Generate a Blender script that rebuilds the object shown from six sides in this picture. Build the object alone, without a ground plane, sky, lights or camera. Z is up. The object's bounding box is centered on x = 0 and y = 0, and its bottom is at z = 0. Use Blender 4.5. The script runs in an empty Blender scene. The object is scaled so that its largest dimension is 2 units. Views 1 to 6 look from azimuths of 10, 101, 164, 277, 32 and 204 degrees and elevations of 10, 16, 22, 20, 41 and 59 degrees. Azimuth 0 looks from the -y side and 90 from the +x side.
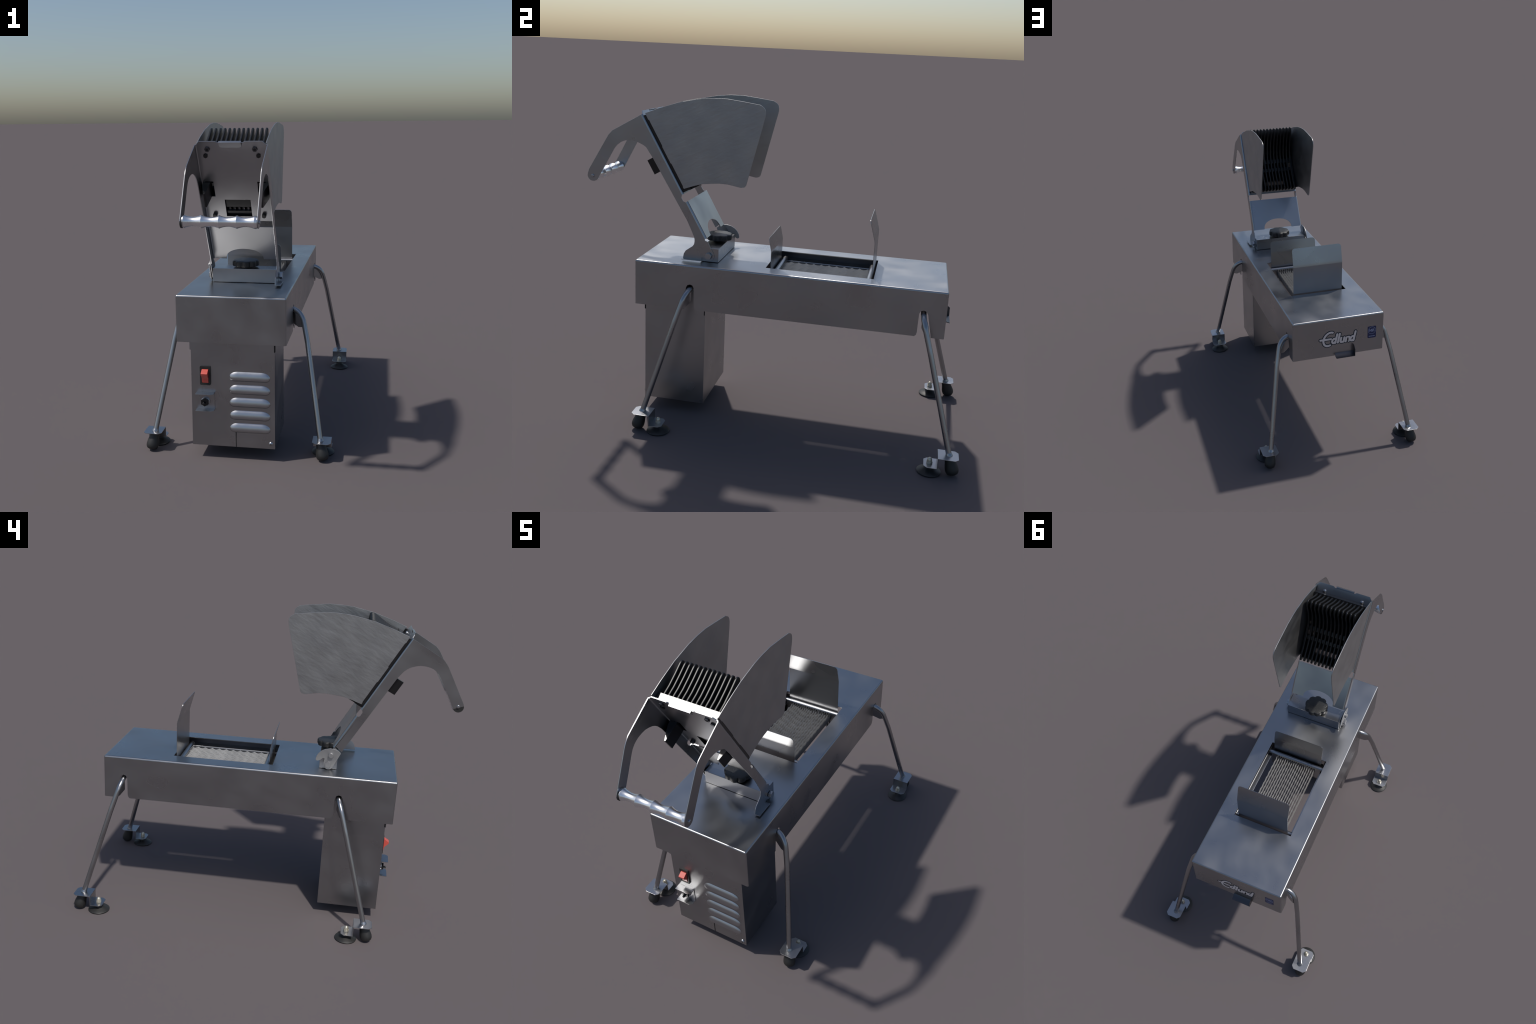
import bpy, bmesh, math, random
from mathutils import Vector, Matrix
random.seed(7)

# ------------------------------------------------------------------ materials
def new_mat(name):
    m = bpy.data.materials.new(name)
    m.use_nodes = True
    nt = m.node_tree
    b = nt.nodes['Principled BSDF']
    return m, nt, b

def noise_chain(nt, scale, detail=4, stretch=(1, 1, 1), rot=(0, 0, 0), rough=0.55):
    tc = nt.nodes.new('ShaderNodeTexCoord')
    mp = nt.nodes.new('ShaderNodeMapping')
    mp.vector_type = 'TEXTURE'          # rotate first, then stretch
    mp.inputs['Scale'].default_value = tuple(1 / k for k in stretch)
    mp.inputs['Rotation'].default_value = rot
    n = nt.nodes.new('ShaderNodeTexNoise')
    n.inputs['Scale'].default_value = scale
    n.inputs['Detail'].default_value = detail
    n.inputs['Roughness'].default_value = rough
    nt.links.new(tc.outputs['Object'], mp.inputs['Vector'])
    nt.links.new(mp.outputs['Vector'], n.inputs['Vector'])
    return n.outputs['Fac']

def ramp_value(nt, fac, lo, hi, a=0.3, b=0.7):
    r = nt.nodes.new('ShaderNodeMapRange')
    r.inputs['From Min'].default_value = a
    r.inputs['From Max'].default_value = b
    r.inputs['To Min'].default_value = lo
    r.inputs['To Max'].default_value = hi
    nt.links.new(fac, r.inputs['Value'])
    return r.outputs['Result']

def mix_color(nt, fac, c1, c2):
    m = nt.nodes.new('ShaderNodeMix')
    m.data_type = 'RGBA'
    m.inputs[6].default_value = (*c1, 1)
    m.inputs[7].default_value = (*c2, 1)
    nt.links.new(fac, m.inputs[0])
    return m.outputs[2]

def metal(name, c1, c2, r_lo, r_hi, cloud=5.0, grain=0.0, stretch=(1, 1, 1), rot=(0, 0, 0),
          grain_scale=60.0, metallic=1.0, specks=0.0):
    m, nt, b = new_mat(name)
    b.inputs['Metallic'].default_value = metallic
    f = noise_chain(nt, cloud, 0)
    fac = ramp_value(nt, f, 0, 1, 0.2, 0.8)
    nt.links.new(mix_color(nt, fac, c1, c2), b.inputs['Base Color'])
    f2 = noise_chain(nt, cloud * 1.7, 1, (1, 0.6, 1), (0.4, 0.2, 0.3), 0.45)
    nt.links.new(ramp_value(nt, f2, r_lo, r_hi, 0.2, 0.8), b.inputs['Roughness'])
    if grain > 0:
        g = noise_chain(nt, grain_scale, 3, stretch, rot, 0.55)
        bp = nt.nodes.new('ShaderNodeBump')
        bp.inputs['Strength'].default_value = grain
        bp.inputs['Distance'].default_value = 0.002
        nt.links.new(g, bp.inputs['Height'])
        nt.links.new(bp.outputs['Normal'], b.inputs['Normal'])
    return m

def plastic(name, c1, c2, r, bump=0.0, scale=200.0, spec=0.5):
    m, nt, b = new_mat(name)
    f = noise_chain(nt, scale, 3)
    nt.links.new(mix_color(nt, f, c1, c2), b.inputs['Base Color'])
    b.inputs['Roughness'].default_value = r
    b.inputs['Specular IOR Level'].default_value = spec
    if bump > 0:
        bp = nt.nodes.new('ShaderNodeBump')
        bp.inputs['Strength'].default_value = bump
        bp.inputs['Distance'].default_value = 0.0015
        nt.links.new(f, bp.inputs['Height'])
        nt.links.new(bp.outputs['Normal'], b.inputs['Normal'])
    return m

STEEL = metal('brushed_steel', (0.362, 0.366, 0.376), (0.408, 0.412, 0.422), 0.24, 0.38, 5.0)
GUARD = metal('scuffed_guard_steel', (0.37, 0.37, 0.375), (0.42, 0.42, 0.42), 0.40, 0.50, 11.0,
              0.50, (1, 1.0, 3.2), (0.50, 0, 0), 17.0)
LEGM = metal('leg_steel', (0.35, 0.355, 0.365), (0.40, 0.40, 0.41), 0.26, 0.34, 8.0)
PLATE = metal('zinc_plate', (0.41, 0.42, 0.44), (0.47, 0.475, 0.49), 0.28, 0.36, 14.0)
HOOKM = metal('cast_hook_metal', (0.32, 0.32, 0.33), (0.38, 0.38, 0.38), 0.45, 0.55, 30.0, 0.0, metallic=0.8)
ALU = metal('polished_grip_aluminium', (0.84, 0.85, 0.86), (0.92, 0.92, 0.93), 0.26, 0.33, 12.0)
BLADEM = metal('serrated_blade_steel', (0.44, 0.44, 0.44), (0.53, 0.53, 0.525), 0.40, 0.52, 40.0, metallic=0.40)
NUTM = metal('yellow_zinc_nut', (0.50, 0.46, 0.36), (0.62, 0.59, 0.50), 0.30, 0.42, 60.0, metallic=0.6)
DARKSTEEL = metal('shade_darkened_steel', (0.10, 0.10, 0.11), (0.13, 0.13, 0.14), 0.35, 0.45, 8.0)
BLACK = plastic('black_moulded_plastic', (0.006, 0.006, 0.007), (0.012, 0.012, 0.013), 0.28, 0.06, 300)
FINM = plastic('matt_black_fin_plastic', (0.003, 0.003, 0.0035), (0.006, 0.006, 0.0065), 0.42, 0.06, 300)
KNOBM = plastic('grained_black_knob', (0.004, 0.004, 0.005), (0.030, 0.030, 0.029), 0.45, 1.0, 170)
RUBBER = plastic('black_rubber', (0.014, 0.014, 0.014), (0.024, 0.024, 0.023), 0.5, 0.1, 150)
RED = plastic('red_rocker_plastic', (0.56, 0.085, 0.065), (0.62, 0.10, 0.075), 0.38, 0, 50)
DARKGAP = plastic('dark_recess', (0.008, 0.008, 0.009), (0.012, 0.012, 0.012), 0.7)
TEAL = plastic('logo_outline_paint', (0.004, 0.016, 0.028), (0.006, 0.020, 0.034), 0.5)
LOGO = plastic('logo_letter_paint', (0.74, 0.65, 0.61), (0.78, 0.69, 0.65), 0.5)
NAVY = plastic('label_navy_print', (0.020, 0.026, 0.085), (0.024, 0.030, 0.095), 0.5)
PALE = plastic('label_pale_print', (0.30, 0.33, 0.48), (0.34, 0.37, 0.52), 0.5)

# ------------------------------------------------------------------ helpers
ROOT = None
def finish(name, bm, mat, parent, smooth=35.0, kind=None):
    bmesh.ops.recalc_face_normals(bm, faces=bm.faces[:])
    me = bpy.data.meshes.new(name)
    bm.to_mesh(me)
    bm.free()
    me.polygons.foreach_set('use_smooth', [True] * len(me.polygons))
    me.set_sharp_from_angle(angle=math.radians(smooth))
    me.materials.append(mat)
    o = bpy.data.objects.new(name, me)
    bpy.context.collection.objects.link(o)
    harden(o)
    o.parent = parent
    if kind:
        o['kind'] = kind
    return o

def harden(o):
    """Flat faces stay flat, bevels carry the rounding."""
    md = o.modifiers.new('weights', 'WEIGHTED_NORMAL')
    md.mode = 'FACE_AREA'; md.weight = 100; md.keep_sharp = True
    dg = bpy.context.evaluated_depsgraph_get()
    me = bpy.data.meshes.new_from_object(o.evaluated_get(dg))
    me.name = o.data.name
    o.modifiers.clear()
    o.data = me

def thicken(o, t, off, ang):
    md = o.modifiers.new('thick', 'SOLIDIFY'); md.thickness = t; md.offset = off; md.use_even_offset = True
    dg = bpy.context.evaluated_depsgraph_get()
    me = bpy.data.meshes.new_from_object(o.evaluated_get(dg))
    o.modifiers.clear()
    o.data = me
    me.set_sharp_from_angle(angle=math.radians(ang))
    harden(o)

def copy_of(o, parent, loc):
    c = o.copy()
    bpy.context.collection.objects.link(c)
    c.parent = parent
    c.location = loc
    return c

def fillet(pts, radii, seg=5):
    """Round the corners of a closed polygon."""
    out = []
    n = len(pts)
    if not hasattr(radii, '__len__'):
        radii = [radii] * n
    for i in range(n):
        p = Vector(pts[i]); a = Vector(pts[i - 1]); c = Vector(pts[(i + 1) % n])
        r = radii[i]
        if r <= 0:
            out.append((p.x, p.y)); continue
        u = (a - p); v = (c - p)
        lu, lv = u.length, v.length
        u.normalize(); v.normalize()
        ang = math.acos(max(-1, min(1, u.dot(v))))
        if ang > math.pi - 0.05:
            out.append((p.x, p.y)); continue
        t = min(r / math.tan(ang / 2), lu * 0.48, lv * 0.48)
        r2 = t * math.tan(ang / 2)
        cen = p + (u + v).normalized() * (r2 / math.sin(ang / 2))
        s = p + u * t - cen; e = p + v * t - cen
        a0 = math.atan2(s.y, s.x); a1 = math.atan2(e.y, e.x)
        d = (a1 - a0 + math.pi) % (2 * math.pi) - math.pi
        for k in range(seg + 1):
            q = a0 + d * k / seg
            out.append((cen.x + r2 * math.cos(q), cen.y + r2 * math.sin(q)))
    return out

def bevel_sharp(bm, w, seg=2, ang=40):
    ed = [e for e in bm.edges if len(e.link_faces) == 2 and e.calc_face_angle(0) > math.radians(ang)]
    if ed and w > 0:
        bmesh.ops.bevel(bm, geom=ed, offset=w, segments=seg, profile=0.5, affect='EDGES', clamp_overlap=True)

def add_prism(bm, pts, f, h0, h1, bev=0.0, holes=(), seg=2):
    """Extrude a 2D outline (with optional holes) between heights h0 and h1 of the frame f(a,b,h)."""
    t = bmesh.new()
    loops = []
    for loop in [pts] + list(holes):
        vs = [t.verts.new(f(p[0], p[1], h0)) for p in loop]
        loops.append(vs)
    if holes:
        es = []
        for vs in loops:
            es += [t.edges.new((vs[i], vs[(i + 1) % len(vs)])) for i in range(len(vs))]
        r = bmesh.ops.triangle_fill(t, edges=es, use_beauty=True)
        faces = [g for g in r['geom'] if isinstance(g, bmesh.types.BMFace)]
    else:
        faces = [t.faces.new(loops[0])]
    r = bmesh.ops.extrude_face_region(t, geom=faces)
    top = [g for g in r['geom'] if isinstance(g, bmesh.types.BMVert)]
    dv = Vector(f(0, 0, h1)) - Vector(f(0, 0, h0))
    bmesh.ops.translate(t, verts=top, vec=dv)
    bmesh.ops.recalc_face_normals(t, faces=t.faces[:])
    if bev > 0:
        bevel_sharp(t, bev, seg)
    merge(bm, t)

def merge(bm, t):
    me = bpy.data.meshes.new('tmp')
    t.to_mesh(me); t.free()
    bm.from_mesh(me)
    bpy.data.meshes.remove(me)

def YZ(a, b, h): return Vector((h, a, b))
def XY(a, b, h): return Vector((a, b, h))
def XZ(a, b, h): return Vector((a, h, b))

def add_box(bm, x0, x1, y0, y1, z0, z1, bev=0.0, seg=2):
    add_prism(bm, [(x0, y0), (x1, y0), (x1, y1), (x0, y1)], XY, z0, z1, bev, seg=seg)

def add_lathe(bm, prof, origin, axis, seg=32, cap=True):
    """Revolve (distance along axis, radius) pairs."""
    axis = Vector(axis).normalized()
    u = axis.orthogonal().normalized(); v = axis.cross(u)
    o = Vector(origin)
    t = bmesh.new()
    rings = []
    for d, r in prof:
        if r < 1e-6:
            rings.append([t.verts.new(o + axis * d)])
        else:
            rings.append([t.verts.new(o + axis * d + (u * math.cos(2 * math.pi * k / seg) + v * math.sin(2 * math.pi * k / seg)) * r) for k in range(seg)])
    for a, b in zip(rings[:-1], rings[1:]):
        for k in range(seg):
            k2 = (k + 1) % seg
            if len(a) == 1 and len(b) == 1: continue
            if len(a) == 1: t.faces.new((a[0], b[k], b[k2]))
            elif len(b) == 1: t.faces.new((a[k], a[k2], b[0]))
            else: t.faces.new((a[k], a[k2], b[k2], b[k]))
    if cap:
        for r in (rings[0], rings[-1]):
            if len(r) > 2: t.faces.new(r)
    bmesh.ops.recalc_face_normals(t, faces=t.faces[:])
    merge(bm, t)

def add_tube(bm, path, r, seg=16, cap=True):
    t = bmesh.new()
    P = [Vector(p) for p in path]
    tang = []
    for i in range(len(P)):
        a = P[max(0, i - 1)]; b = P[min(len(P) - 1, i + 1)]
        tang.append((b - a).normalized())
    u = tang[0].orthogonal().normalized()
    rings = []
    for p, d in zip(P, tang):
        u = (u - d * u.dot(d)).normalized()
        v = d.cross(u)
        rings.append([t.verts.new(p + (u * math.cos(2 * math.pi * k / seg) + v * math.sin(2 * math.pi * k / seg)) * r) for k in range(seg)])
    for a, b in zip(rings[:-1], rings[1:]):
        for k in range(seg):
            t.faces.new((a[k], a[(k + 1) % seg], b[(k + 1) % seg], b[k]))
    if cap:
        t.faces.new(rings[0]); t.faces.new(rings[-1])
    bmesh.ops.recalc_face_normals(t, faces=t.faces[:])
    merge(bm, t)

def spline(pts, n=8):
    """Catmull-Rom through control points."""
    P = [Vector(p) for p in pts]
    P = [P[0] * 2 - P[1]] + P + [P[-1] * 2 - P[-2]]
    out = []
    for i in range(1, len(P) - 2):
        for k in range(n):
            t = k / n
            a, b, c, d = P[i - 1], P[i], P[i + 1], P[i + 2]
            out.append(0.5 * ((2 * b) + (c - a) * t + (2 * a - 5 * b + 4 * c - d) * t * t + (3 * b - a - 3 * c + d) * t ** 3))
    out.append(P[-2])
    return out

def hexagon(cx, cy, r, rot=0.0, n=6):
    return [(cx + r * math.cos(rot + 2 * math.pi * k / n), cy + r * math.sin(rot + 2 * math.pi * k / n)) for k in range(n)]

# ------------------------------------------------------------------ thing
ROOT = bpy.data.objects.new('vegetable_slicer', None)
bpy.context.collection.objects.link(ROOT)
ROOT['label'] = 'stainless steel electric vegetable slicer on four splayed legs'
ROOT['category'] = 'food slicer'

# ------------------------------------------------------------------ housing: long open-bottomed sheet box
HL, HR, Y0, Y1, ZB, ZT = -0.2765, 0.2730, -0.7075, 0.8695, 0.6185, 0.8555
OX, OY0, OY1 = 0.178, -0.042, 0.505           # top opening
def slot_edge(yc, inner):
    """Leg slot in the side wall, listed from low y to high y; inner=+1: rounded lip on the high-y side."""
    if inner > 0:
        return [(yc - 0.030, ZB), (yc - 0.021, 0.735), (yc - 0.014, 0.749), (yc, 0.754), (yc + 0.013, 0.749),
                (yc + 0.020, 0.736), (yc + 0.022, 0.640), (yc + 0.026, 0.626), (yc + 0.036, ZB)]
    return [(yc - 0.034, ZB), (yc - 0.026, 0.626), (yc - 0.023, 0.640), (yc - 0.021, 0.735), (yc - 0.014, 0.749), (yc, 0.754),
            (yc + 0.013, 0.749), (yc + 0.022, 0.733), (yc + 0.046, ZB)]
YF, YR = -0.4115, 0.761
bm = bmesh.new()
vd = {}
def V(x, y, z):
    k = (round(x, 5), round(y, 5), round(z, 5))
    if k not in vd: vd[k] = bm.verts.new((x, y, z))
    return vd[k]
for hx in (HL, HR):
    prof = [(Y0, ZT), (Y0, ZB)] + slot_edge(YF, 1) + slot_edge(YR, -1) + [(Y1, ZB), (Y1, ZT)]
    bm.faces.new([V(hx, y, z) for y, z in prof])
for y in (Y0, Y1):
    bm.faces.new([V(HL, y, ZT), V(HR, y, ZT), V(HR, y, ZB), V(HL, y, ZB)])
o = [(HL, Y0), (HR, Y0), (HR, Y1), (HL, Y1)]
i = [(-OX, OY0), (OX, OY0), (OX, OY1), (-OX, OY1)]
for k in range(4):
    k2 = (k + 1) % 4
    bm.faces.new([V(*o[k], ZT), V(*o[k2], ZT), V(*i[k2], ZT), V(*i[k], ZT)])
bmesh.ops.recalc_face_normals(bm, faces=bm.faces[:])
bm.edges.ensure_lookup_table()
fold = [e for e in bm.edges if len(e.link_faces) == 2 and e.calc_face_angle(0) > 1.0]
bmesh.ops.bevel(bm, geom=fold, offset=0.008, segments=4, profile=0.5, affect='EDGES', clamp_overlap=True)
housing = finish('housing', bm, STEEL, ROOT, 30)
thicken(housing, 0.004, -1, 30)

# ledges carrying the blade cartridge, and return lips along the open bottom edge
bm = bmesh.new()
for x0, x1 in ((HL + 0.004, -0.160), (0.160, HR - 0.004)):
    add_prism(bm, fillet([(x0, -0.090), (x1, -0.090), (x1, 0.550), (x0, 0.550)], 0.002, 2), XY, 0.7965, 0.7995, 0.0008)
for x in (-0.187, 0.187):  # thin rods added to make the bright line along the ledges
    add_tube(bm, [(x, -0.088, 0.8005), (x, 0.548, 0.8005)], 0.004, 12)
finish('cartridge_ledge', bm, STEEL, housing)
bm = bmesh.new()
for x0, x1 in ((HL + 0.004, -0.228), (0.226, HR - 0.004)):
    add_prism(bm, fillet([(x0, -0.350), (x1, -0.350), (x1, 0.690), (x0, 0.690)], 0.002, 2), XY, ZB + 0.0005, ZB + 0.0035, 0.0008)
finish('return_lip', bm, STEEL, housing)
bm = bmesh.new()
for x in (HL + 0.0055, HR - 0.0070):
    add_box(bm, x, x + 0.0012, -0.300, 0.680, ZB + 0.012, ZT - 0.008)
finish('wall_shade_panel', bm, DARKSTEEL, housing)  # added panels, darkened to carry the shade on the inner side walls
frame = bpy.data.objects.new('blade_frame', None)
bpy.context.collection.objects.link(frame); frame.parent = ROOT
NB = 18
bx = [-0.122 + 0.244 * k / (NB - 1) for k in range(NB)]
for (ya, yb, front) in ((-0.050, 0.013, True), (0.463, 0.518, False)):
    bm = bmesh.new()
    edge = yb if front else ya            # comb side
    back = ya if front else yb
    # toothed plan outline: the bar with a notch for every blade
    sgn = 1 if front else -1
    mid = edge - sgn * 0.027
    pts = [(-0.158, mid), (-0.158, edge)]
    for x in bx:
        pts += [(x - 0.0034, edge), (x - 0.0024, edge - sgn * 0.009), (x + 0.0024, edge - sgn * 0.009), (x + 0.0034, edge)]
    pts += [(0.158, edge), (0.158, mid)]
    add_prism(bm, pts, XY, 0.722, 0.8190)
    cyb = (mid + edge) / 2
    add_prism(bm, [(cyb + 0.0134 * math.cos(math.pi * q / 14), 0.8195 + 0.0125 * math.sin(math.pi * q / 14)) for q in range(15)], YZ, -0.176, 0.176, 0)
    finish('comb_bar', bm, LEGM, frame)
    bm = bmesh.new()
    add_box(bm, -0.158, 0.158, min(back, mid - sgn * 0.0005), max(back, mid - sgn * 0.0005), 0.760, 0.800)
    finish('dark_end_plate', bm, DARKGAP, frame)  # near-black plate closing the gap at this end of the opening
# one serrated blade: thin strip with a scalloped, waved upper edge
def blade_mesh(seed):
    rnd = random.Random(seed)
    ph = 1.05 * seed + rnd.uniform(-0.3, 0.3); n = 132
    bm = bmesh.new()
    rows = []
    for k in range(n + 1):
        y = 0.0065 + (0.4695 - 0.0065) * k / n
        c = 2 * math.pi * y / 0.0415 + ph
        tooth = abs(math.sin(c / 2))
        z = 0.8185 - 0.0085 * tooth
        w = 0.0004 * math.sin(c)
        t = 0.0012
        rows.append([bm.verts.new((-t, y, 0.776)), bm.verts.new((w - t, y, z - 0.005)), bm.verts.new((w, y, z)),
                     bm.verts.new((w + t, y, z - 0.005)), bm.verts.new((t, y, 0.776))])
    for a, b in zip(rows[:-1], rows[1:]):
        for q in range(5):
            bm.faces.new((a[q], a[(q + 1) % 5], b[(q + 1) % 5], b[q]))
    bm.faces.new(rows[0]); bm.faces.new(rows[-1])
    return bm
protos = []
lift = [(0.5 + 0.5 * math.sin(1.3 * k + 0.6)) for k in range(NB)]
for k, x in enumerate(bx):
    if k < 9:
        ob = finish('blade', blade_mesh(k), BLADEM, frame, 40); protos.append(ob)
        ob.location = (x, 0, -0.0035 * lift[k])
    else:
        copy_of(protos[(k * 7 + 2) % 9], frame, (x, 0, -0.0035 * lift[k]))
# ------------------------------------------------------------------ bent feed stops standing in the opening
def stop(y, zb, yt, zt, name):
    bm = bmesh.new()
    t = 0.0022
    hw = 0.1545
    rb = 0.018
    # grid: u across, v along the bent height; corners rounded by pulling in the width
    path = [(y, 0.795), (y, zb - 0.006), (y + (yt - y) * 0.04, zb), (y + (yt - y) * 0.14, zb + (zt - zb) * 0.12)]
    top_rows = 8
    L = zt - zb
    for k in range(top_rows + 1):
        zz = zt - rb + rb * math.sin(k / top_rows * math.pi / 2)
        path.append((y + (yt - y) * (zz - zb) / L, zz))
    rows = []
    for k, (py, pz) in enumerate(path):
        w = hw
        if pz > zt - rb:
            w = hw - rb + math.sqrt(max(0, rb * rb - (pz - zt + rb) ** 2))
        rows.append((py, pz, w))
    front = [[bm.verts.new((-w, py, pz)), bm.verts.new((w, py, pz))] for py, pz, w in rows]
    for a, b in zip(front[:-1], front[1:]):
        bm.faces.new((a[0], a[1], b[1], b[0]))
    ob = finish(name, bm, STEEL, ROOT, 12)
    thicken(ob, t, 0, 12)
    return ob
stop(-0.021, 0.938, -0.0365, 1.005, 'feed_stop')
stop(0.4945, 1.0375, 0.4640, 1.143, 'feed_stop')

# ------------------------------------------------------------------ motor box
bm = bmesh.new()
add_box(bm, -0.2135, 0.2115, -0.6735, -0.345, 0.067, 0.835, 0.002)
motor = finish('motor_box', bm, STEEL, ROOT)
bm = bmesh.new()
add_box(bm, -0.2185, 0.2085, -0.6775, -0.6745, 0.571, 0.70, 0.001)
add_box(bm, -0.2185, -0.2145, -0.668, -0.350, 0.571, 0.70, 0.001)
add_box(bm, 0.2125, 0.2165, -0.668, -0.350, 0.571, 0.70, 0.001)
finish('collar', bm, STEEL, motor)
bm = bmesh.new()
for x in (-0.2165, 0.2105):
    add_box(bm, x - 0.0015, x + 0.0015, -0.6765, -0.6685, 0.573, 0.64)
add_box(bm, 0.2118, 0.2145, -0.3495, -0.3465, 0.573, 0.64)
finish('relief_gap', bm, DARKGAP, motor)
FY = -0.6735
# louvres: five pressed hoods
def louvre():
    bm = bmesh.new()
    L, H, D = 0.206, 0.050, 0.0145
    nu, nv = 44, 14
    g = []
    for a in range(nu + 1):
        u = -1 + 2 * a / nu
        uu = abs(u)
        col = []
        for b in range(nv + 1):
            v = -1 + 2 * b / nv
            x = u * L / 2
            end = max(0.0, (uu * L / 2 - (L / 2 - 0.040)) / 0.040)
            # hood narrows at its ends
            half = H / 2 * math.sqrt(max(0.0, 1 - (end * 0.985) ** 2.4))
            prof = (1 - abs(v) ** 2.6) * (0.80 - 0.30 * v)     # fuller towards its lower lip
            depth = D * prof * math.sqrt(max(0, 1 - end ** 2.2))
            zc = -0.004 * end
            col.append(bm.verts.new((x, -depth, v * half + zc)))
        g.append(col)
    for a in range(nu):
        for b in range(nv):
            bm.faces.new((g[a][b], g[a + 1][b], g[a + 1][b + 1], g[a][b + 1]))
    return bm
lv = finish('louvre', louvre(), PLATE, motor, 60)
lv.location = (0.0845, FY - 0.0004, 0.4405)
for k in range(1, 5):
    copy_of(lv, motor, (0.0845, FY - 0.0004, 0.4405 - 0.0674 * k))
bm = bmesh.new()
add_box(bm, 0.0105, 0.0150, FY - 0.0008, FY + 0.004, 0.0665, 0.149)
finish('panel_slit', bm, DARKGAP, motor)
bm = bmesh.new()
add_lathe(bm, [(0, 0.0115), (0.002, 0.0115), (0.005, 0.0095), (0.0075, 0.005), (0.0082, 0)], (0.1905, FY, 0.0945), (0, -1, 0), 24)
screw = finish('screw', bm, PLATE, motor)
bm = bmesh.new()
for a in (0.5, 0.5 + math.pi / 2):
    c, s = math.cos(a), math.sin(a)
    add_prism(bm, [(0.1905 + c * p - s * q, 0.0945 + s * p + c * q) for p, q in ((-0.005, -0.0011), (0.005, -0.0011), (0.005, 0.0011), (-0.005, 0.0011))],
              XZ, FY - (0.0086 if a < 1 else 0.0087), FY - 0.003)
finish('screw_recess', bm, DARKGAP, motor)
# power switch
bm = bmesh.new()
fr = fillet([(-0.1675, 0.390), (-0.1125, 0.390), (-0.1125, 0.4885), (-0.1675, 0.4885)], 0.006)
inn = [(-0.1575, 0.4005), (-0.1225, 0.4005), (-0.1225, 0.4740), (-0.1575, 0.4740)]
add_prism(bm, fr, XZ, FY - 0.0065, FY + 0.002, 0.002, holes=[inn])
sw = finish('power_switch', bm, RUBBER, motor)
bm = bmesh.new()
roc = [(FY + 0.001, 0.473), (FY - 0.010, 0.473), (FY - 0.0345, 0.4575), (FY - 0.0325, 0.4480), (FY - 0.012, 0.4275), (FY - 0.0065, 0.402), (FY + 0.001, 0.401)]
add_prism(bm, fillet(roc, [0, 0.001, 0.003, 0.004, 0.006, 0.002, 0], 4), YZ, -0.1565, -0.1235, 0.001)
finish('rocker', bm, RED, motor)
# cord bracket with hex fitting
bm = bmesh.new()
xa, xb = -0.1865, -0.0935
add_box(bm, xa, xb, FY - 0.003, FY - 0.0003, 0.262, 0.352, 0.0005)
for z, ch in ((0.3495, 1), (0.2625, 1)):
    out = [(xa, FY - 0.002), (xa, FY - 0.039), (xa + 0.003, FY - 0.041), (xb - 0.014, FY - 0.041), (xb, FY - 0.028), (xb, FY - 0.002)]
    add_prism(bm, out, XY, z, z + 0.003, 0.0006)
finish('cord_bracket', bm, STEEL, motor)
bm = bmesh.new()
add_prism(bm, hexagon(-0.143, 0.3025, 0.0215, math.pi / 6), XZ, FY - 0.020, FY - 0.0105, 0.0012)
add_lathe(bm, [(0, 0.007), (0.014, 0.007), (0.015, 0.006)], (-0.145, FY - 0.020, 0.300), (0, -1, 0), 14)
finish('reset_button', bm, BLACK, motor)
bm = bmesh.new()
add_lathe(bm, [(0, 0.023), (0.006, 0.023), (0.0075, 0.021)], (-0.141, FY - 0.003, 0.3035), (0, -1, 0), 24)
finish('washer', bm, PLATE, motor)

# ------------------------------------------------------------------ rear catch and prints
bm = bmesh.new()
add_prism(bm, [(0.870, 0.678), (0.886, 0.674), (0.902, 0.662), (0.903, 0.615), (0.870, 0.615)], YZ, -0.093, -0.0905, 0.0006)
shelf = [(0.870, 0.6360), (0.883, 0.6230), (0.903, 0.6180), (0.903, 0.6150), (0.882, 0.6185), (0.870, 0.6300)]
add_prism(bm, shelf, YZ, -0.0905, 0.021, 0)
catch = finish('rear_catch', bm, DARKSTEEL, housing)  # steel darkened here to tone down the sky reflection on the shelf

# lettering: strokes swept as flat round-capped ribbons on the rear wall (reads along -x)
def ribbon(bm, pts, w, y0, y1, n=6):
    P = [Vector(p) for p in pts]
    left, right = [], []
    for k in range(len(P)):
        d = (P[min(k + 1, len(P) - 1)] - P[max(k - 1, 0)]).normalized()
        nrm = Vector((-d.y, d.x))
        left.append(P[k] + nrm * w / 2); right.append(P[k] - nrm * w / 2)
    d1 = (P[-1] - P[-2]).normalized(); d0 = (P[0] - P[1]).normalized()
    def cap(c, d):
        out = []
        n0 = Vector((-d.y, d.x))
        for k in range(1, n):
            a = math.pi * k / n
            out.append(c + n0 * math.cos(a) * w / 2 + d * math.sin(a) * w / 2)
        return out
    loop = left + cap(P[-1], d1) + right[::-1] + cap(P[0], d0)
    add_prism(bm, [(v.x, v.y) for v in loop], XZ, y0, y1)

def arc(cx, cy, rx, ry, a0, a1, n=12):
    return [(cx + rx * math.cos(math.radians(a0 + (a1 - a0) * k / n)), cy + ry * math.sin(math.radians(a0 + (a1 - a0) * k / n))) for k in range(n + 1)]

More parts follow.
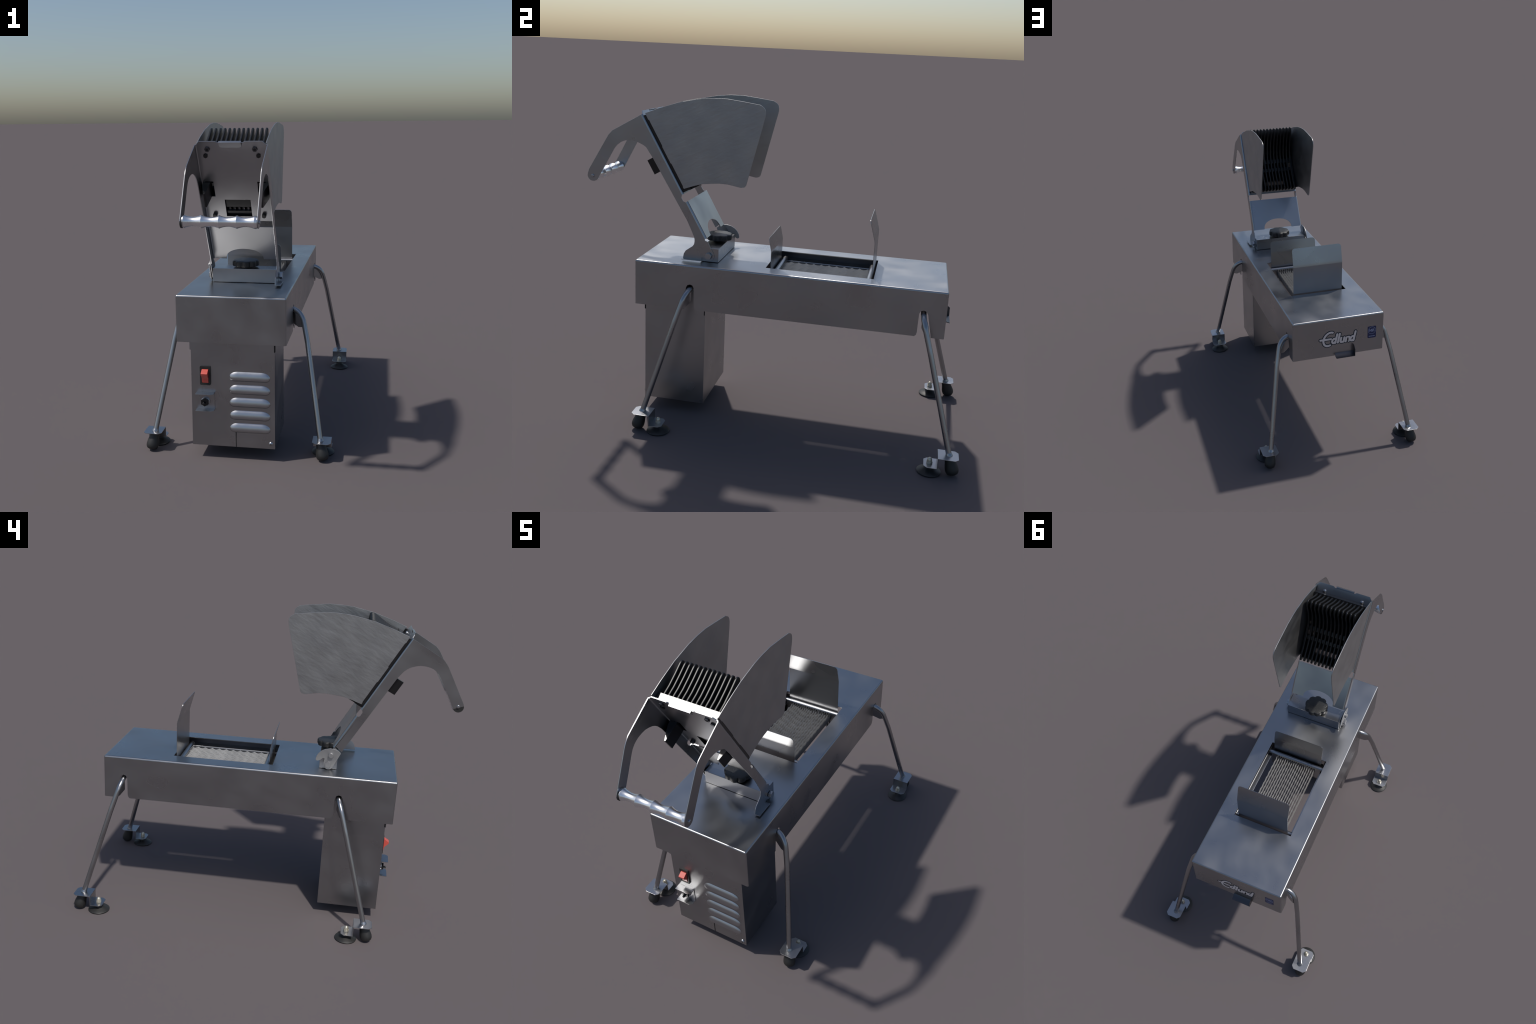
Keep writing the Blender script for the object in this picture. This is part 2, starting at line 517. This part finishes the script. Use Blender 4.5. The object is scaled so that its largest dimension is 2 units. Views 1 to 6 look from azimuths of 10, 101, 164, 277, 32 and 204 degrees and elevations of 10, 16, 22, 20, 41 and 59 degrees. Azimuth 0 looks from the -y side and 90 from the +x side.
def letters():
    """Stroke font in logo units: x to the reader's right, y up; italic shear is applied later."""
    S = []
    S.append(arc(0.062, 0.034, 0.036, 0.042, 70, 292, 18))            # big rounded E
    S.append([(0.006, 0.034), (0.072, 0.034)])                        # its middle bar, poking out left
    def d(x, h):
        S.append(arc(x, 0.0195, 0.0105, 0.0135, 75, 330, 12) )
        S.append([(x + 0.0115, 0.006), (x + 0.0115, h)])
        S.append([(x - 0.002, 0.033), (x + 0.0115, 0.033)]); S.append([(x - 0.002, 0.006), (x + 0.0115, 0.006)])
    d(0.094, 0.060)
    S.append([(0.1215, 0.006), (0.1215, 0.060)])
    S.append([(0.137, 0.033)] + arc(0.143, 0.0125, 0.006, 0.0065, 180, 270, 5) + [(0.155, 0.006)]); S.append([(0.157, 0.006), (0.157, 0.033)])
    S.append([(0.171, 0.006), (0.171, 0.033), (0.183, 0.033)] + arc(0.184, 0.0265, 0.006, 0.0065, 90, 0, 5) + [(0.190, 0.006)])
    d(0.209, 0.062)
    return S
def place(p):
    sh = 0.22
    return (0.121 - (p[0] + sh * (p[1] - 0.006)) * 0.965, 0.7015 + (p[1] - 0.006) * 1.0)
for name, w, y1, mat in (('lettering_outline', 0.0225, 0.8702, TEAL), ('lettering', 0.0122, 0.8708, LOGO)):
    bm = bmesh.new()
    for k, s in enumerate(letters()):
        s2 = [(x, y) for x, y in s]
        ribbon(bm, [place(p) for p in s2], w, 0.8690, y1 + 0.00002 * k)
    finish(name, bm, mat, housing)
# certification label
bm = bmesh.new()
add_prism(bm, fillet([(-0.2305, 0.6995), (-0.1785, 0.6995), (-0.1785, 0.7745), (-0.2305, 0.7745)], 0.007), XZ, 0.8690, 0.8702)
label = finish('certification_label', bm, NAVY, housing)
bm = bmesh.new()
cx, cz = -0.2045, 0.7475
ring = lambda r: [(cx + r * math.cos(2 * math.pi * k / 36), cz + r * math.sin(2 * math.pi * k / 36)) for k in range(36)]
add_prism(bm, ring(0.0232), XZ, 0.8695, 0.8706, holes=[ring(0.0215)])
for k in range(9):       # tiny line of print under the ring
    add_prism(bm, [(cx + 0.018 - k * 0.0042, 0.7085), (cx + 0.018 - k * 0.0042 - 0.003, 0.7085), (cx + 0.018 - k * 0.0042 - 0.003, 0.7135), (cx + 0.018 - k * 0.0042, 0.7135)], XZ, 0.8695, 0.8706)
finish('label_print', bm, PALE, housing)
tx = bpy.data.curves.new('label_text', 'FONT')
tx.body = 'NSF.'; tx.size = 0.0185; tx.extrude = 0.0004; tx.offset = 0.0006; tx.align_x = 'CENTER'; tx.align_y = 'CENTER'
to = bpy.data.objects.new('label_text', tx)
bpy.context.collection.objects.link(to)
to.rotation_euler = (math.pi / 2, 0, math.pi)
to.location = (cx - 0.001, 0.8702, cz)
dg = bpy.context.evaluated_depsgraph_get()
me = bpy.data.meshes.new_from_object(to.evaluated_get(dg))
me.name = 'label_text'
me.transform(Matrix.Translation(to.location) @ to.rotation_euler.to_matrix().to_4x4() @ Matrix.Scale(1.25, 4, (0, 1, 0)))
bpy.data.objects.remove(to)
me.materials.clear(); me.materials.append(PALE)
to = bpy.data.objects.new('label_text', me)
bpy.context.collection.objects.link(to); to.parent = housing

# ------------------------------------------------------------------ legs with suction feet
def leg(sx, sy, y_top, y_low, qa, qb, qc, qd):
    """sx: side, sy: direction away from the middle along y."""
    P = lambda x, q, z: (sx * x, y_top + sy * q, z)
    q1 = abs(y_low - y_top)
    ctrl = [P(0.215, 0.0, 0.7375), P(0.262, 0.0, 0.7310), P(0.285, qa * 0.4, 0.7240), P(0.3030, qa, 0.7120),
            P(0.3180, qb, 0.6930), P(0.3295, qc, 0.6650), P(0.3525, qd, 0.565)]
    path = spline(ctrl, 6) + [Vector(P(0.4345, q1 + 0.002, 0.085))]
    bm = bmesh.new()
    add_tube(bm, path, 0.0137, 18)
    # weld fillet where the rod passes the foot plate
    d = (Vector(P(0.4345, q1 + 0.002, 0.085)) - Vector(P(0.3525, qd, 0.565))).normalized()
    b0 = Vector(P(0.4345, q1 + 0.002, 0.085)) - d * 0.0175
    add_lathe(bm, [(-0.007, 0.0138), (-0.002, 0.0150), (0.003, 0.0172), (0.008, 0.0178)], b0, d, 18)
    L = finish('leg', bm, LEGM, ROOT, 40)
    # gusset plate in the elbow
    bm = bmesh.new()
    e = Vector((sx * 0.05, sy * 0.022, 0)).normalized()
    base = Vector((sx * 0.262, y_top, 0))
    G = lambda a, z, h: base + e * a + Vector((0, 0, z)) + Vector((-e.y, e.x, 0)) * h
    add_prism(bm, [(0.0, 0.722), (0.0, 0.663), (0.044, 0.640), (0.066, 0.642), (0.060, 0.682), (0.040, 0.706)], G, -0.006, 0.006, 0.001)
    finish('gusset', bm, LEGM, L)
    # Z shaped foot plate
    cxp = sx * 0.4395
    bm = bmesh.new()
    hw = 0.0475
    yo, yi = y_low + sy * 0.044, y_low - sy * 0.054
    c = 0.016
    add_prism(bm, [(cxp - hw, yi), (cxp + hw, yi), (cxp + hw, yo - sy * c), (cxp + hw - c, yo), (cxp - hw + c, yo), (cxp - hw, yo - sy * c)], XY, 0.0955, 0.0985, 0.0008)
    add_prism(bm, [(yi, 0.0425), (yi + sy * 0.003, 0.0425), (yi + sy * 0.003, 0.0983), (yi, 0.0983)], YZ, cxp - hw, cxp + hw, 0.0008)
    ye = y_low - sy * 0.117
    add_prism(bm, [(cxp - hw, yi + sy * 0.001), (cxp + hw, yi + sy * 0.001), (cxp + hw, ye + sy * c), (cxp + hw - c, ye), (cxp - hw + c, ye), (cxp - hw, ye + sy * c)], XY, 0.0420, 0.0450, 0.0008)
    finish('foot_plate', bm, STEEL, L)
    yc = y_low - sy * 0.0885
    bm = bmesh.new()
    add_lathe(bm, [(0.001, 0.0), (0.004, 0.035), (0.0, 0.0575), (0.0035, 0.0585), (0.007, 0.055), (0.013, 0.042), (0.020, 0.029), (0.026, 0.0225), (0.031, 0.0205), (0.0415, 0.0205)], (cxp, yc, 0), (0, 0, 1), 40)
    finish('suction_cup', bm, RUBBER, L, 50)
    bm = bmesh.new()
    add_prism(bm, hexagon(cxp, yc, 0.0150, 0.3), XY, 0.0445, 0.0560, 0.0012)
    add_lathe(bm, [(0.055, 0.0122), (0.062, 0.0120), (0.069, 0.0100), (0.0735, 0.0060), (0.0750, 0)], (cxp, yc, 0), (0, 0, 1), 20)
    finish('acorn_nut', bm, NUTM, L, 40)
    bm = bmesh.new()
    b1 = b0 + d * 0.0135
    add_lathe(bm, [(0.0, 0.0225), (0.003, 0.0240), (0.015, 0.0245), (0.030, 0.0272), (0.048, 0.0310), (0.062, 0.0325), (0.0735, 0.0312), (0.0828, 0.0262), (0.0876, 0.0175), (0.0893, 0.007), (0.0896, 0)], b1, d, 30)
    finish('rubber_bulb', bm, RUBBER, L, 50)
for sx in (1, -1):
    leg(sx, -1, YF + 0.001, -0.6045, 0.010, 0.018, 0.027, 0.057)
    leg(sx, 1, YR + 0.001, 0.9480, 0.005, 0.011, 0.019, 0.050)

# ------------------------------------------------------------------ hinge block, knob, hook
bm = bmesh.new()
add_box(bm, -0.160, 0.1835, -0.385, -0.2905, 0.8575, 0.930, 0.002)
hinge = finish('hinge_block', bm, STEEL, ROOT)
bm = bmesh.new()
add_box(bm, -0.150, 0.175, -0.378, -0.297, 0.8557, 0.8573)
finish('hinge_gap_dark_slab', bm, DARKGAP, hinge)  # thin black slab filling the dark line beneath the hinge block
kx, ky = 0.0095, -0.335
bm = bmesh.new()
n = 120
def knob_ring(r, amp):
    return [(kx + (r + amp * abs(math.cos(4.5 * 2 * math.pi * k / n)) ** 0.7 - amp) * math.cos(2 * math.pi * k / n),
             ky + (r + amp * abs(math.cos(4.5 * 2 * math.pi * k / n)) ** 0.7 - amp) * math.sin(2 * math.pi * k / n)) for k in range(n)]
rings = [(0.9385, 0.060, 0.004), (0.940, 0.068, 0.009), (0.944, 0.071, 0.0105), (0.962, 0.071, 0.0105), (0.967, 0.069, 0.009), (0.9695, 0.064, 0.006), (0.971, 0.045, 0.0), (0.9715, 0.02, 0.0)]
vr = [[bm.verts.new((x, y, z)) for x, y in knob_ring(r, a)] for z, r, a in rings]
for a, b in zip(vr[:-1], vr[1:]):
    for k in range(n):
        bm.faces.new((a[k], a[(k + 1) % n], b[(k + 1) % n], b[k]))
bm.faces.new(vr[0]); bm.faces.new(vr[-1])
finish('knob', bm, KNOBM, hinge, 50)
bm = bmesh.new()
add_lathe(bm, [(0.9295, 0.030), (0.932, 0.030), (0.934, 0.018), (0.940, 0.018)], (kx, ky, 0), (0, 0, 1), 24)
finish('knob_stem', bm, RUBBER, hinge)
# left retaining hook with two bolts
hk = [(-0.2690, 0.9100), (-0.2740, 0.9030), (-0.2810, 0.9020), (-0.2944, 0.9084), (-0.3060, 0.9190), (-0.3130, 0.9200), (-0.3164, 0.9149), (-0.3126, 0.8943),
      (-0.3147, 0.8771), (-0.3210, 0.8660), (-0.3300, 0.8595), (-0.3400, 0.8575), (-0.3500, 0.8595), (-0.3580, 0.8650), (-0.3640, 0.8740), (-0.4010, 0.9510), (-0.4000, 0.9545), (-0.3890, 0.9640),
      (-0.3708, 0.9715), (-0.3433, 0.9765), (-0.3168, 0.9700), (-0.2970, 0.9590), (-0.2818, 0.9440), (-0.2730, 0.9270)]
bm = bmesh.new()
add_prism(bm, hk, YZ, -0.1765, -0.1715, 0.001)
finish('hook_plate', bm, HOOKM, hinge)
for yy, zz, r in ((-0.3500, 0.9390, 0.0137), (-0.3378, 0.8875, 0.0172)):
    bm = bmesh.new()
    if r < 0.015:
        add_lathe(bm, [(0, r), (0.012, r), (0.0135, r * 0.9)], (-0.176, yy, zz), (-1, 0, 0), 24)
    else:
        add_prism(bm, hexagon(yy, zz, r, 0.4), YZ, -0.1880, -0.1760, 0.001)
    finish('hinge_bolt', bm, HOOKM, hinge)
bm = bmesh.new()
add_lathe(bm, [(0, 0.016), (0.0115, 0.016)], (-0.1600, -0.3378, 0.8875), (-1, 0, 0), 24)
add_lathe(bm, [(0, 0.012), (0.0115, 0.012)], (-0.1600, -0.3500, 0.9100), (-1, 0, 0), 24)
finish('hinge_spacer', bm, RUBBER, hinge)
bm = bmesh.new()
add_prism(bm, hexagon(-0.3405, 0.8900, 0.0185, 0.2), YZ, 0.1900, 0.2060, 0.0015)
finish('hinge_bolt', bm, PLATE, hinge)

# ------------------------------------------------------------------ lever arm (U-channel of sheet metal)
A = Vector((-0.703, 1.588)); D = Vector((0.4952, -0.8688)); N = Vector((0.8688, 0.4952))
def W(x, s, nn):
    p = A + D * s + N * nn
    return Vector((x, p.x, p.y))
def yz(s, nn):
    p = A + D * s + N * nn
    return (p.x, p.y)
XL, XR, R, T = -0.163, 0.188, 0.010, 0.004
bm = bmesh.new()
# upper web with latch slots and window
up = [(XL + R, 0.447), (XL + R, 0.002), (-0.140, -0.015), (-0.061, -0.015), (-0.050, -0.008), (0.070, -0.008), (0.080, -0.015), (0.1635, -0.015), (XR - R, 0.002), (XR - R, 0.447)]
rect = lambda a, b, c, d: [(a, c), (b, c), (b, d), (a, d)]
add_prism(bm, up, W, -T, 0.0, 0, holes=[rect(-0.139, -0.0975, 0.2105, 0.2995), rect(0.1195, 0.161, 0.2105, 0.2995), rect(-0.054, 0.076, 0.318, 0.420),
                                        hexagon(-0.112, 0.409, 0.011, 0.2), hexagon(0.137, 0.409, 0.011, 0.2)])
# lower web with the arched cut-out
lo = [(XL + R, 0.4885), (XR - R, 0.4885), (XR - R, 0.7000), (0.1095, 0.7000)]
for k in range(1, 16):
    a = math.pi * k / 16
    lo.append((0.0105 + 0.099 * math.cos(a), 0.7000 - 0.068 * math.sin(a) ** 0.8))
lo += [(-0.0885, 0.7000), (XL + R, 0.7000)]
add_prism(bm, lo, W, -T + 0.0022, 0.0022, 0)
# rounded folds between web and side plates
for s0, s1 in ((0.002, 0.447), (0.4885, 0.700)):
    for xe, sg in ((XL, -1), (XR, 1)):
        cxn = xe - sg * R
        pts = []
        for k in range(7):
            a = math.pi / 2 * k / 6
            pts.append((cxn + sg * R * math.sin(a), -R + R * math.cos(a)))
        for k in range(6, -1, -1):
            a = math.pi / 2 * k / 6
            pts.append((cxn + sg * (R - T) * math.sin(a), -R + (R - T) * math.cos(a)))
        add_prism(bm, pts, lambda a, b, h: W(a, h, b), s0, s1)
# hem tab at the top edge
TAB = lambda a, b, h: W(a, b, -0.0140 + (b + 0.014) * 0.27 + h)
add_prism(bm, fillet([(-0.044, -0.014), (0.064, -0.014), (0.064, 0.016), (-0.044, 0.016)], [0.0, 0.0, 0.014, 0.014]), TAB, -0.003, 0.0, 0.0006)
add_prism(bm, [(-0.044, -0.0165), (0.064, -0.0165), (0.064, -0.001), (-0.044, -0.001)], lambda a, b, h: W(a, h, b), -0.0160, -0.0130, 0.0006)
# right side plate with pivot foot
f0 = yz(0.002, -R + 0.0015)
right = [f0, (-0.862, 1.4945), (-0.884, 1.470), (-0.9915, 1.2885)]
right += [(-0.9695 + 0.0300 * math.cos(math.radians(a)), 1.2580 + 0.0300 * math.sin(math.radians(a))) for a in (165, 185, 205, 225, 245, 265, 285, 305, 325)]
right += [(-0.9208, 1.2824), (-0.8502, 1.4068), (-0.8360, 1.4240), (-0.8173, 1.4386), (-0.7990, 1.4470), (-0.7816, 1.4515), (-0.7492, 1.4507), (-0.7235, 1.4440), (-0.6990, 1.4340), (-0.6816, 1.4230), (-0.6460, 1.3717),
          (-0.4588, 1.0639), (-0.4386, 1.0213), (-0.4217, 0.9846), (-0.4182, 0.9720), (-0.4179, 0.9594), (-0.4200, 0.9450), (-0.4280, 0.9330), (-0.4450, 0.9210), (-0.4640, 0.9070), (-0.4740, 0.8900), (-0.4785, 0.8660),
          (-0.3770, 0.8660), (-0.3770, 0.8780)]
right += [(-0.3405 + 0.030 * math.cos(math.radians(a)), 0.8900 + 0.030 * math.sin(math.radians(a))) for a in (205, 235, 265, 295, 325, 355, 20)]
right += [(-0.3300, 0.9297), (-0.3471, 0.9632), (-0.3620, 0.9680), yz(0.700, -R + 0.0015)]
right += [yz(0.4890, -R + 0.0015), yz(0.4880, -0.012), yz(0.4800, -0.0185), yz(0.4570, -0.0185), yz(0.4490, -0.012), yz(0.447, -R + 0.0015)]
add_prism(bm, right, YZ, XR - T, XR, 0.0008)
add_box(bm, XR - T + 0.001, 0.2135, -0.4785, -0.3775, 0.8645, 0.8675, 0.0008)
# left side plate, ending short at the hook
left = [f0, (-0.8661, 1.4931), (-0.8860, 1.4700), (-0.8984, 1.4525), (-0.9953, 1.2724), (-0.9990, 1.2600), (-0.9480, 1.2420),
        (-0.8634, 1.4001), (-0.8530, 1.4160), (-0.8386, 1.4292), (-0.8240, 1.4385), (-0.8065, 1.4453), (-0.7820, 1.4500), (-0.7576, 1.4507), (-0.7340, 1.4460), (-0.7109, 1.4378), (-0.6930, 1.4270), (-0.6774, 1.4133), (-0.6535, 1.3831),
        (-0.4040, 0.9570), (-0.3690, 0.9860), yz(0.700, -R + 0.0015), yz(0.4890, -R + 0.0015), yz(0.4880, -0.012), yz(0.4800, -0.0185), yz(0.4570, -0.0185), yz(0.4490, -0.012), yz(0.447, -R + 0.0015)]
add_prism(bm, left, YZ, XL, XL + T, 0.0008)
arm = finish('lever_arm', bm, STEEL, ROOT, 30)
# left inner lug carrying the pivot behind the hook
bm = bmesh.new()
add_prism(bm, [(-0.398, 0.955), (-0.364, 0.984), (-0.330, 0.935), (-0.318, 0.900), (-0.322, 0.874), (-0.337, 0.866), (-0.354, 0.872)], YZ, -0.1700, -0.1650, 0.0006)
finish('pivot_lug', bm, STEEL, arm)
bm = bmesh.new()
add_lathe(bm, [(0, 0.0275), (0.0065, 0.0275), (0.0073, 0.0268)], (-0.1555, -0.9725, 1.2530), (-1, 0, 0), 32)
finish('end_cap', bm, RUBBER, arm)
# grip
bm = bmesh.new()
prof = [(-0.1585, 0.026)]
x0, x1 = -0.1575, 0.1665
m = 4
prof = [(-0.1585, 0.0), (-0.1585, 0.0265), (-0.1500, 0.0280)]
seg = (0.170 + 0.148) / m
for k in range(m):
    for q in range(13):
        t = q / 12
        if k > 0 and q == 0: continue
        prof.append((-0.148 + seg * (k + t), 0.0208 + 0.0088 * abs(2 * t - 1) ** 1.9))
prof += [(0.1750, 0.0285), (0.1825, 0.0265), (0.1835, 0.0)]
add_lathe(bm, prof, (0, -0.9690, 1.2555), (1, 0, 0), 40)
finish('hand_grip', bm, ALU, arm, 20)
for x, sx in ((XR, 1), (XL, -1)):
    bm = bmesh.new()
    add_lathe(bm, [(0, 0.0085), (0.004, 0.0085), (0.006, 0.0065), (0.0065, 0)], (x, -0.9705, 1.2560), (sx, 0, 0), 20)
    finish('grip_rivet', bm, PLATE, arm)
# bolts through the web
for x, s in ((-0.1035, 0.0265), (0.1245, 0.0265)):
    bm = bmesh.new()
    add_prism(bm, hexagon(x, s, 0.0135, 0.1), W, -0.0115, -0.0045, 0.001)
    finish('web_nut', bm, DARKSTEEL, arm)
    bm = bmesh.new()
    add_prism(bm, hexagon(x, s, 0.0070, 0.1, 12), W, -0.0120, -0.003)
    finish('web_nut_core', bm, DARKGAP, arm)
    bm = bmesh.new()
    add_lathe(bm, [(0, 0.0105), (0.004, 0.0100), (0.007, 0.006), (0.008, 0)], W(x, s, 0.0002), (0, N.x, N.y), 16)
    finish('web_bolt', bm, PLATE, arm)
for x, s, l in ((-0.116, 0.0625, 0.011), (0.139, 0.0625, 0.011), (-0.112, 0.409, 0.020), (0.137, 0.409, 0.020)):
    bm = bmesh.new()
    add_prism(bm, hexagon(x, s, 0.0115, 0.5), W, -l, 0.002, 0.001)
    finish('pusher_bolt', bm, BLACK, arm)
# curved side guards
gp = [yz(0.004, 0.0120), (-0.6192, 1.6190), (-0.5131, 1.6545), (-0.4022, 1.6775), (-0.3350, 1.6840), (-0.2682, 1.6850), (-0.1895, 1.6765), (-0.1060, 1.6660),
      (-0.0870, 1.6540), (-0.0785, 1.6420), (-0.0765, 1.6250), (-0.0790, 1.6050), (-0.1600, 1.2690), (-0.1680, 1.2590), (-0.1860, 1.2548), (-0.2150, 1.2600), (-0.2570, 1.2665), (-0.3000, 1.2670), (-0.3464, 1.2625), (-0.3922, 1.2560), (-0.4361, 1.2425), yz(0.4245, 0.0120),
      yz(0.415, 0.0115), yz(0.410, 0.0140), yz(0.285, 0.0140), yz(0.280, 0.0110), yz(0.190, 0.0110), yz(0.185, 0.0140), yz(0.045, 0.0140), yz(0.040, 0.0110)]
for xa, xb in ((0.1755, 0.1795), (-0.1570, -0.1530)):
    bm = bmesh.new()
    add_prism(bm, gp, YZ, xa, xb, 0.0008)
    finish('side_guard', bm, GUARD, arm)
# pusher: black base plate (open behind window and latch slots) and thirteen concave fins
bm = bmesh.new()
add_prism(bm, [(-0.1490, 0.034), (0.1720, 0.034), (0.1720, 0.440), (-0.1490, 0.440)], W, 0.001, 0.044, 0,
          holes=[rect(-0.140, -0.096, 0.208, 0.302), rect(0.118, 0.162, 0.208, 0.302), rect(-0.056, 0.078, 0.316, 0.424)])
for xa, xb in ((-0.1560, -0.1490), (0.1720, 0.1785)):
    add_prism(bm, [(0.001, 0.010), (0.0135, 0.014), (0.0135, 0.420), (0.001, 0.428)], lambda a, b, h: W(h, b, a), xa, xb)
add_prism(bm, [(-0.0555, 0.3165), (0.0775, 0.3165), (0.0775, 0.3690), (-0.0555, 0.3690)], W, 0.006, 0.016, 0.001)
add_prism(bm, [(-0.0555, 0.3950), (0.0775, 0.3950), (0.0775, 0.4235), (-0.0555, 0.4235)], W, 0.010, 0.024, 0.001)
finish('pusher_base', bm, BLACK, arm)
# stepped cross rows tying the fins together
for s0, s1, n1 in ((0.070, 0.118, 0.086), (0.150, 0.180, 0.078), (0.222, 0.252, 0.074), (0.285, 0.310, 0.070)):
    bm = bmesh.new()
    add_prism(bm, [(-0.124, s0), (0.151, s0), (0.151, s1), (-0.124, s1)], W, 0.0435, n1, 0.003)
    finish('pusher_cross_row', bm, BLACK, arm)
fin_pts = [yz(0.038, 0.036), yz(0.038, 0.050), (-0.6050, 1.5960), (-0.5560, 1.6260), (-0.5150, 1.6540), (-0.5040, 1.6590), (-0.4940, 1.6590), (-0.4860, 1.6510), (-0.4830, 1.6300), (-0.4900, 1.6050), (-0.5040, 1.5650), (-0.5140, 1.5200), (-0.5150, 1.4700), (-0.5060, 1.4250),
           (-0.4870, 1.3800), (-0.4570, 1.3350), (-0.4270, 1.2960), (-0.4040, 1.2640), (-0.4040, 1.2520), (-0.4150, 1.2410), (-0.4430, 1.2260), (-0.4620, 1.2160), yz(0.434, 0.036)]
bm = bmesh.new()
add_prism(bm, fin_pts, YZ, -0.0056, 0.0056, 0.0038, seg=4)
fin = finish('pusher_fin', bm, FINM, arm, 50)
for k in range(13):
    x = -0.1250 + 0.2775 * k / 12
    if k == 0: fin.location = (x, 0, 0)
    else: copy_of(fin, arm, (x, 0, 0))
# black wedge latches poking back through the slots
for sg, x0 in ((1, -0.1500), (-1, 0.1750)):
    bm = bmesh.new()
    plan = [(x0, 0.010), (x0 + sg * 0.0370, 0.010), (x0 + sg * 0.0370, -0.022), (x0 + sg * 0.0290, -0.1035), (x0 + sg * 0.0200, -0.1035), (x0, -0.030)]
    add_prism(bm, plan, lambda a, b, h: W(a, h, b), 0.2135, 0.2935, 0.0015)
    finish('latch', bm, BLACK, arm)
